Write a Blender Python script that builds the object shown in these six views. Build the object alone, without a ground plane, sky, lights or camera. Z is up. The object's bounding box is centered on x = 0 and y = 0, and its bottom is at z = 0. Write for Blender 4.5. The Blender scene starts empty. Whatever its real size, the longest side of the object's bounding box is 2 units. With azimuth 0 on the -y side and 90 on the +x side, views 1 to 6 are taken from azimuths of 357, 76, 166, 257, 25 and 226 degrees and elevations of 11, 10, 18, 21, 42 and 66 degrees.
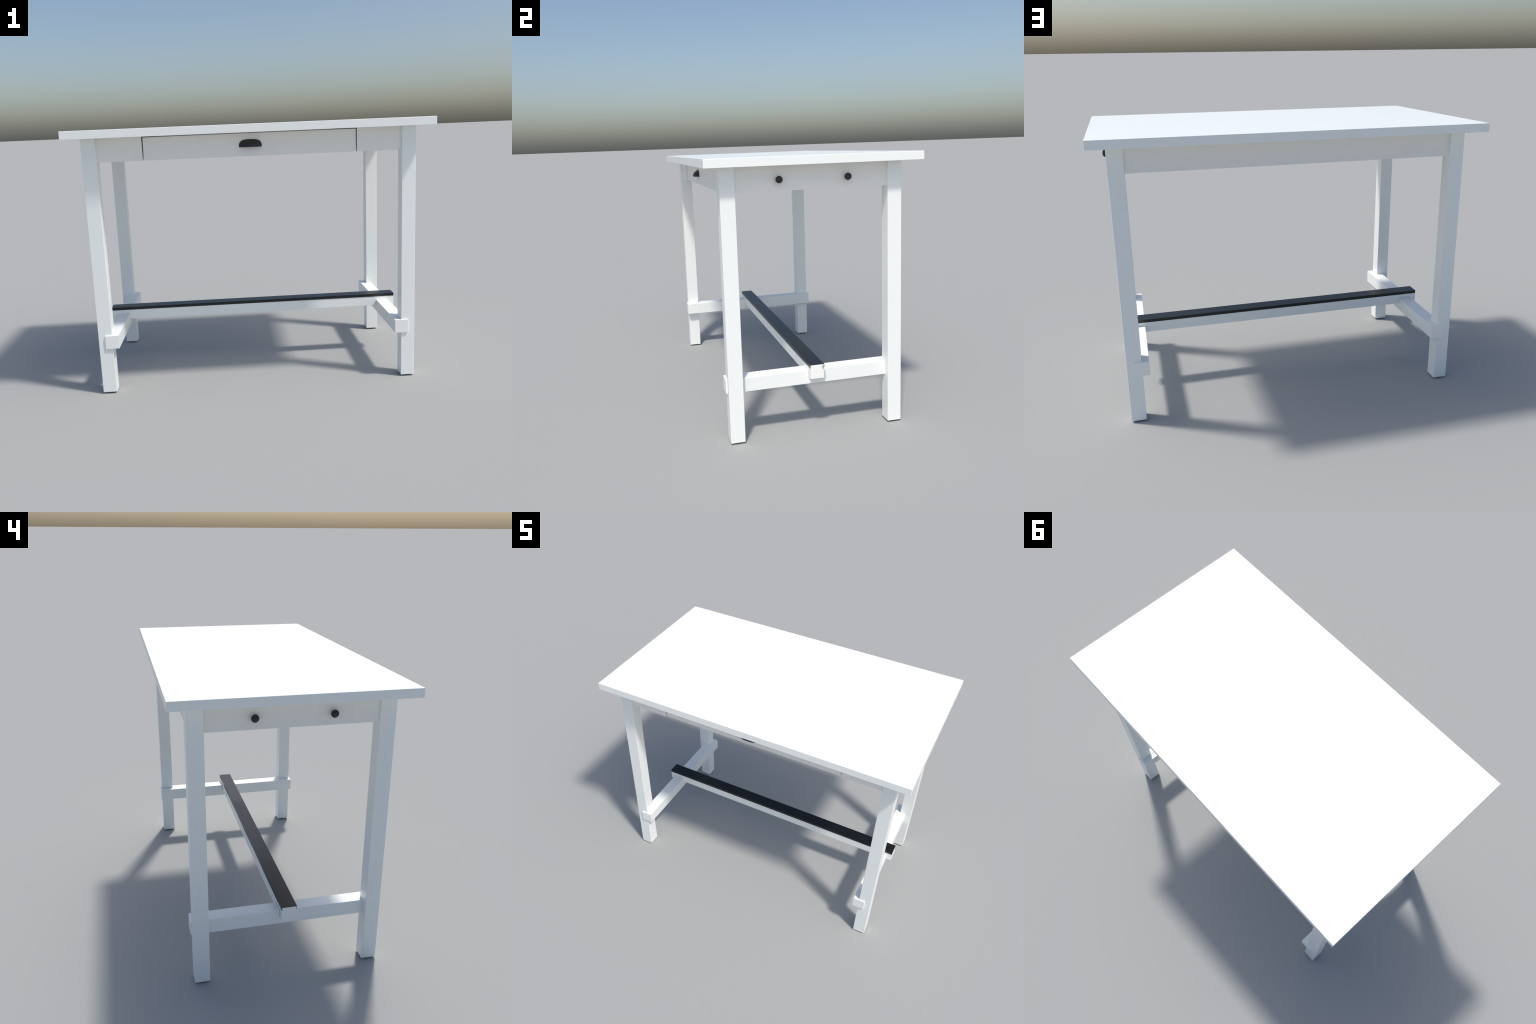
"""White bar-height kitchen table: thick slab top, four square legs, recessed
aprons with one drawer and a black cup pull, black peg knobs on both short sides,
cross rails notched through the legs and a foot bar with a black metal cap."""
import bpy, bmesh, math
from mathutils import Vector

# ------------------------------------------------------------------ sizes (m)
TOP_X, TOP_Y = 1.000, 0.571            # half length / half depth of the top
TOP_Z0, TOP_Z1 = 1.4525, 1.4971
LEG_X, LEG_Y, LEG_W = 0.9134, 0.4854, 0.0781   # outer faces of the legs
LEG_Z = 0.0060                         # underside of the wooden leg
APR_X, APR_Y, APR_T = 0.9010, 0.4715, 0.032    # outer faces / thickness of aprons
APR_Z = 1.3228
GAP_X, GAP = 0.5855, 0.0055            # drawer gap position / width
RAIL_X0, RAIL_X1, RAIL_Y = 0.7980, 0.8748, 0.4935
RAIL_Z0, RAIL_Z1 = 0.2704, 0.3475
BAR_X, BAR_Y, BAR_Z0, BAR_Z1 = 0.9122, 0.0377, 0.3085, 0.3850
CAP_T, CAP_H = 0.0020, 0.0185
KNOB_Y, KNOB_Z = 0.183, 1.3805
PULL_W, PULL_Z0, PULL_Z1, PULL_D = 0.0625, 1.3735, 1.4155, 0.028


# ------------------------------------------------------------------ materials
def node_material(name):
    m = bpy.data.materials.new(name)
    m.use_nodes = True
    nt = m.node_tree
    b = nt.nodes["Principled BSDF"]
    return m, nt, b


def painted_wood(name, light, dark, stretch, strength, roughness, bump=0.0, big=1.0):
    """White paint with a faint grain drawn out along one axis of the board."""
    m, nt, b = node_material(name)
    N, L = nt.nodes.new, nt.links.new
    tc = N("ShaderNodeTexCoord")
    mp = N("ShaderNodeMapping")
    mp.inputs["Scale"].default_value = stretch
    L(tc.outputs["Object"], mp.inputs["Vector"])
    warp = N("ShaderNodeTexNoise")
    warp.inputs["Scale"].default_value = 0.55 * big
    warp.inputs["Detail"].default_value = 2
    L(mp.outputs["Vector"], warp.inputs["Vector"])
    add = N("ShaderNodeMixRGB")
    add.blend_type = 'ADD'
    add.inputs["Fac"].default_value = 0.8
    L(mp.outputs["Vector"], add.inputs["Color1"])
    L(warp.outputs["Color"], add.inputs["Color2"])
    grain = N("ShaderNodeTexNoise")
    grain.inputs["Scale"].default_value = 3.0 * big
    grain.inputs["Detail"].default_value = 5
    grain.inputs["Roughness"].default_value = 0.62
    L(add.outputs["Color"], grain.inputs["Vector"])
    ramp = N("ShaderNodeValToRGB")
    ramp.color_ramp.elements[0].position = 0.36
    ramp.color_ramp.elements[1].position = 0.58
    ramp.color_ramp.elements[0].color = (*dark, 1)
    ramp.color_ramp.elements[1].color = (*light, 1)
    L(grain.outputs["Fac"], ramp.inputs["Fac"])
    mix = N("ShaderNodeMixRGB")
    mix.inputs["Fac"].default_value = strength
    mix.inputs["Color1"].default_value = (*light, 1)
    L(ramp.outputs["Color"], mix.inputs["Color2"])
    L(mix.outputs["Color"], b.inputs["Base Color"])
    b.inputs["Roughness"].default_value = roughness
    if bump:
        bp = N("ShaderNodeBump")
        bp.inputs["Strength"].default_value = bump
        bp.inputs["Distance"].default_value = 0.001
        L(grain.outputs["Fac"], bp.inputs["Height"])
        L(bp.outputs["Normal"], b.inputs["Normal"])
    return m


def dark_metal(name, color, roughness, spec=0.5):
    m, nt, b = node_material(name)
    N, L = nt.nodes.new, nt.links.new
    tc = N("ShaderNodeTexCoord")
    no = N("ShaderNodeTexNoise")
    no.inputs["Scale"].default_value = 60
    no.inputs["Detail"].default_value = 3
    L(tc.outputs["Object"], no.inputs["Vector"])
    mix = N("ShaderNodeMixRGB")
    mix.inputs["Color1"].default_value = (*[c * 0.85 for c in color], 1)
    mix.inputs["Color2"].default_value = (*[c * 1.15 for c in color], 1)
    L(no.outputs["Fac"], mix.inputs["Fac"])
    L(mix.outputs["Color"], b.inputs["Base Color"])
    b.inputs["Roughness"].default_value = roughness
    b.inputs["Specular IOR Level"].default_value = spec
    return m


WHITE = (0.910, 0.930, 0.900)
DULL = (0.865, 0.886, 0.860)
mat_top = painted_wood("white_lacquer_top", WHITE, DULL, (2, 18, 18), 0.25, 0.28)
mat_leg = painted_wood("white_paint_leg", WHITE, DULL, (18, 18, 3), 0.25, 0.36)
mat_apron_x = painted_wood("white_paint_grain_long", (0.905, 0.885, 0.838), (0.832, 0.812, 0.765),
                           (5, 14, 16), 0.30, 0.45, 0.05)
mat_apron_y = painted_wood("white_paint_grain_short", (0.905, 0.885, 0.838), (0.832, 0.812, 0.765),
                           (14, 5, 16), 0.30, 0.45, 0.05)
mat_rail = painted_wood("white_paint_rail", WHITE, DULL, (18, 3, 18), 0.25, 0.36)
mat_bar = painted_wood("white_paint_bar", WHITE, DULL, (3, 18, 18), 0.25, 0.36)
mat_end = painted_wood("white_end_grain", (0.942, 0.938, 0.900), (0.91, 0.90, 0.86), (30, 30, 30), 0.4, 0.4)
mat_cap = dark_metal("black_metal_strip", (0.0026, 0.0030, 0.0036), 0.33)
mat_knob = dark_metal("black_metal_fitting", (0.014, 0.014, 0.014), 0.42)
mat_screw = dark_metal("grey_metal_screw", (0.42, 0.42, 0.43), 0.40)
mat_glide = dark_metal("grey_plastic_glide", (0.05, 0.05, 0.055), 0.6)
mat_inside = painted_wood("pale_drawer_wood", (0.62, 0.60, 0.56), (0.55, 0.53, 0.49), (3, 20, 20), 0.6, 0.6)


# ------------------------------------------------------------------ helpers
root = bpy.data.objects.new("kitchen_table", None)
bpy.context.scene.collection.objects.link(root)
root["label"] = "tall white wooden kitchen table with drawer and black-capped foot bar"
root["category"] = "table"


def link(name, mesh, parent=root):
    o = bpy.data.objects.new(name, mesh)
    bpy.context.scene.collection.objects.link(o)
    o.parent = parent
    if any(len(p.vertices) == 4 for p in mesh.polygons):
        wn = o.modifiers.new("weighted_normal", 'WEIGHTED_NORMAL')   # keep broad faces flat
        wn.keep_sharp = True
        wn.weight = 90
    return o


def finish(bm, name, mats, bevel=0.0, segs=2, smooth=True, end_axis=None):
    bm.normal_update()
    if end_axis is not None:          # faces that look along the board get end grain
        for f in bm.faces:
            if abs(f.normal[end_axis]) > 0.9:
                f.material_index = 1
    if bevel:
        edges = [e for e in bm.edges if len(e.link_faces) == 2
                 and e.calc_face_angle(0) > math.radians(40)]
        bmesh.ops.bevel(bm, geom=edges, offset=bevel, segments=segs, profile=0.6,
                        affect='EDGES', clamp_overlap=True)
    bmesh.ops.recalc_face_normals(bm, faces=bm.faces)
    me = bpy.data.meshes.new(name)
    bm.to_mesh(me)
    bm.free()
    for m in (mats if isinstance(mats, (list, tuple)) else [mats]):
        me.materials.append(m)
    if smooth:
        me.shade_smooth()
        me.set_sharp_from_angle(angle=math.radians(35))
    return me


def box_bm(x0, x1, y0, y1, z0, z1):
    bm = bmesh.new()
    bmesh.ops.create_cube(bm, size=1)
    for v in bm.verts:
        v.co = Vector((x0 if v.co.x < 0 else x1, y0 if v.co.y < 0 else y1, z0 if v.co.z < 0 else z1))
    return bm


def box(name, x0, x1, y0, y1, z0, z1, mats, parent=root, bevel=0.002, segs=2, end_axis=None):
    me = finish(box_bm(x0, x1, y0, y1, z0, z1), name, mats, bevel, segs, True, end_axis)
    return link(name, me, parent)


def prism(profile, axis_from, axis_to, place):
    """Closed 2D profile extruded between two values along a third axis."""
    bm = bmesh.new()
    a = [bm.verts.new(place(p, axis_from)) for p in profile]
    b = [bm.verts.new(place(p, axis_to)) for p in profile]
    n = len(profile)
    bm.faces.new(a)
    bm.faces.new(b[::-1])
    for i in range(n):
        bm.faces.new((a[i], b[i], b[(i + 1) % n], a[(i + 1) % n]))
    return bm


def lathe(profile, segs):
    """(radius, height) profile turned about the local z axis."""
    bm = bmesh.new()
    rings = []
    for r, h in profile:
        if r < 1e-6:
            rings.append([bm.verts.new((0, 0, h))])
        else:
            rings.append([bm.verts.new((r * math.cos(t), r * math.sin(t), h))
                          for t in (math.tau * i / segs for i in range(segs))])
    for A, B in zip(rings, rings[1:]):
        for i in range(segs):
            j = (i + 1) % segs
            if len(A) == 1 and len(B) > 1:
                bm.faces.new((A[0], B[j], B[i]))
            elif len(B) == 1 and len(A) > 1:
                bm.faces.new((A[i], A[j], B[0]))
            else:
                bm.faces.new((A[i], A[j], B[j], B[i]))
    return bm


# ------------------------------------------------------------------ table top
box("tabletop", -TOP_X, TOP_X, -TOP_Y, TOP_Y, TOP_Z0, TOP_Z1, mat_top, bevel=0.0025, segs=3)

# ------------------------------------------------------------------ legs
h = LEG_W / 2
leg_mesh = finish(box_bm(-h, h, -h, h, LEG_Z, TOP_Z0 + 0.001), "leg", mat_leg, 0.0028, 3)
glide_mesh = finish(lathe([(0, 0), (0.026, 0), (0.028, 0.002), (0.028, LEG_Z + 0.002), (0, LEG_Z + 0.002)], 28),
                    "glide", mat_glide)
for sx in (-1, 1):
    for sy in (-1, 1):
        leg = link("leg", leg_mesh)
        leg.location = (sx * (LEG_X - h), sy * (LEG_Y - h), 0)
        link("glide", glide_mesh, leg)

# ------------------------------------------------------------------ aprons
inner_x = LEG_X - LEG_W + 0.004        # aprons are let into the legs
inner_y = LEG_Y - LEG_W + 0.004
top = TOP_Z0 + 0.001
# back board
box("apron", -inner_x, inner_x, APR_Y - APR_T, APR_Y, APR_Z, top, mat_apron_x, bevel=0.0015)
APR_Z += 0.0012                         # the drawer side hangs a touch higher
# two fixed blocks that flank the drawer
for s in (-1, 1):
    a, b = sorted((s * (GAP_X + GAP / 2), s * inner_x))
    box("apron", a, b, -APR_Y, -APR_Y + APR_T, APR_Z, top, mat_apron_x, bevel=0.0015)
# boards of the short sides with their peg knobs
knob_profile = [(0, 0), (0.0105, 0), (0.0105, 0.012), (0.0125, 0.015), (0.0175, 0.018), (0.0190, 0.022),
                (0.0185, 0.027), (0.0155, 0.0315), (0.009, 0.0345), (0, 0.0355)]
knob_mesh = finish(lathe(knob_profile, 12), "knob", mat_knob)
for s in (-1, 1):
    a, b = sorted((s * (APR_X - APR_T), s * APR_X))
    board = box("apron", a, b, -inner_y, inner_y, APR_Z - 0.0012, top, mat_apron_y, bevel=0.0015)
    for sy in (-1, 1):
        k = link("knob", knob_mesh, board)
        k.location = (s * (APR_X - 0.001), sy * KNOB_Y, KNOB_Z)
        k.rotation_euler = (0, s * math.pi / 2, 0)

# ------------------------------------------------------------------ drawer
dx = GAP_X - GAP / 2
DRW_Y = APR_Y - 0.0060                 # the drawer front sits back from the blocks
drawer = box("drawer", -dx, dx, -DRW_Y, -DRW_Y + APR_T, APR_Z, TOP_Z0 - 0.0042, mat_apron_x, bevel=0.0015)
# drawer box: two sides, a back and a bottom, behind the drawer front
dz0, dz1, dyb = APR_Z + 0.008, TOP_Z0 - 0.020, 0.36
for s in (-1, 1):
    a, b = sorted((s * (dx - 0.034), s * (dx - 0.016)))
    box("drawer_side", a, b, -DRW_Y + APR_T - 0.001, dyb, dz0, dz1, mat_inside, drawer, 0.001)
box("drawer_back", -dx + 0.033, dx - 0.033, dyb - 0.02, dyb - 0.002, dz0 + 0.001, dz1 - 0.002, mat_inside, drawer, 0.001)
box("drawer_bottom", -dx + 0.033, dx - 0.033, -DRW_Y + APR_T - 0.001, dyb - 0.019, dz0 + 0.004, dz0 + 0.010,
    mat_inside, drawer, 0.0)
# runners that carry the drawer, fixed from front block to back board
for s in (-1, 1):
    a, b = sorted((s * (dx + 0.012), s * (dx + 0.044)))
    box("drawer_runner", a, b, -APR_Y + APR_T - 0.001, APR_Y - APR_T + 0.001, APR_Z + 0.004, top,
        mat_inside, bevel=0.001)

# ---- cup pull: arched back plate with a hollow quarter-round hood, open below
PW, PH = PULL_W, PULL_Z1 - PULL_Z0


def arch(width, height, n=3.2, steps=28):
    pts = []
    for i in range(steps + 1):
        t = math.pi * i / steps
        c, s = math.cos(t), math.sin(t)
        pts.append((width * math.copysign(abs(c) ** (2 / n), c), height * abs(s) ** (2 / n)))
    return pts


plate = prism(arch(PW, PH, 3.0), 0.001, -0.0045, lambda p, y: (p[0], y, p[1]))
pull = link("handle", finish(plate, "handle", mat_knob, 0.0012, 2), drawer)
pull.location = (0, -DRW_Y, PULL_Z0)

hood = bmesh.new()
cols, rows, wall = 32, 10, 0.0025
hw, hh = PW - 0.0065, PH - 0.0075


def hood_point(i, j, inset):
    u = -math.cos(math.pi * i / cols)                   # -1..1 across
    w, d, hgt = hw - inset, PULL_D - inset, hh - inset
    shape = max(0.0, 1 - abs(u) ** 3.4)
    t = math.pi / 2 * j / rows
    return (u * w, -0.003 - d * shape ** 0.5 * math.sin(t), hgt * shape ** (1 / 2.6) * math.cos(t))


grids = [[[hood.verts.new(hood_point(i, j, ins)) for j in range(rows + 1)] for i in range(cols + 1)]
         for ins in (0.0, wall)]
for g, flip in zip(grids, (False, True)):
    for i in range(cols):
        for j in range(rows):
            q = (g[i][j], g[i + 1][j], g[i + 1][j + 1], g[i][j + 1])
            hood.faces.new(q[::-1] if flip else q)
for i in range(cols):                                   # lip joining both skins
    hood.faces.new((grids[0][i][rows], grids[0][i + 1][rows], grids[1][i + 1][rows], grids[1][i][rows]))
    hood.faces.new((grids[0][i][0], grids[1][i][0], grids[1][i + 1][0], grids[0][i + 1][0]))
bmesh.ops.remove_doubles(hood, verts=hood.verts, dist=1e-5)
link("handle_hood", finish(hood, "handle_hood", mat_knob), drawer).location = (0, -DRW_Y, PULL_Z0)

# ------------------------------------------------------------------ cross rails
# side profile in (y, z): a long bar notched from above to receive the foot bar
clear = 0.0013
notch = [(-RAIL_Y, RAIL_Z0), (RAIL_Y, RAIL_Z0), (RAIL_Y, RAIL_Z1), (BAR_Y + clear, RAIL_Z1),
         (BAR_Y + clear, BAR_Z0 - 0.0006), (-BAR_Y - 0.0008, BAR_Z0 - 0.0006), (-BAR_Y - 0.0008, RAIL_Z1),
         (-RAIL_Y, RAIL_Z1)]
for s in (-1, 1):
    bm = prism(notch, s * RAIL_X0, s * RAIL_X1, lambda p, x: (x, p[0], p[1]))
    bmesh.ops.recalc_face_normals(bm, faces=bm.faces)
    bm.normal_update()
    for f in bm.faces:
        if abs(f.normal.y) > 0.9 and abs(f.calc_center_median().y) > RAIL_Y - 0.01:
            f.material_index = 1
    # the upper outer arris is rounded over, the other edges only broken
    outer = [e for e in bm.edges
             if all(abs(abs(v.co.x) - RAIL_X1) < 1e-6 and abs(v.co.z - RAIL_Z1) < 1e-6 for v in e.verts)]
    bmesh.ops.bevel(bm, geom=outer, offset=0.0036, segments=3, profile=0.5, affect='EDGES')
    rest = [e for e in bm.edges if len(e.link_faces) == 2 and e.calc_face_angle(0) > math.radians(60)]
    bmesh.ops.bevel(bm, geom=rest, offset=0.0016, segments=2, profile=0.6, affect='EDGES')
    link("cross_rail", finish(bm, "cross_rail", [mat_rail, mat_end]))

# ------------------------------------------------------------------ foot bar
bar = box("foot_bar", -BAR_X, BAR_X, -BAR_Y, BAR_Y, BAR_Z0, BAR_Z1, [mat_bar, mat_end], bevel=0.0020,
          segs=3, end_axis=0)
# folded metal strip over the top edge: an upside-down channel
ct, ch, g = CAP_T, CAP_H, 0.0002
y1, y0 = BAR_Y + ct, BAR_Y + g
z1, z0 = BAR_Z1 + ct, BAR_Z1 + g
channel = [(-y1, z1 - ch), (-y1, z1), (y1, z1), (y1, z1 - ch), (y0, z1 - ch), (y0, z0), (-y0, z0), (-y0, z1 - ch)]
cb = prism(channel, -BAR_X + 0.0006, BAR_X - 0.0006, lambda p, x: (x, p[0], p[1]))
link("footrest_strip", finish(cb, "footrest_strip", mat_cap, 0.0007, 2), bar)
# round-headed screw that sticks out of one end
screw = lathe([(0, -0.012), (0.0035, -0.012), (0.0035, 0.003), (0.0068, 0.004), (0.0075, 0.006),
               (0.0064, 0.0085), (0.0033, 0.0098), (0, 0.0102)], 16)
sc = link("screw", finish(screw, "screw", mat_screw), bar)
sc.location = (BAR_X, BAR_Y - 0.0055, BAR_Z1 - 0.0070)
sc.rotation_euler = (0, math.pi / 2, 0)
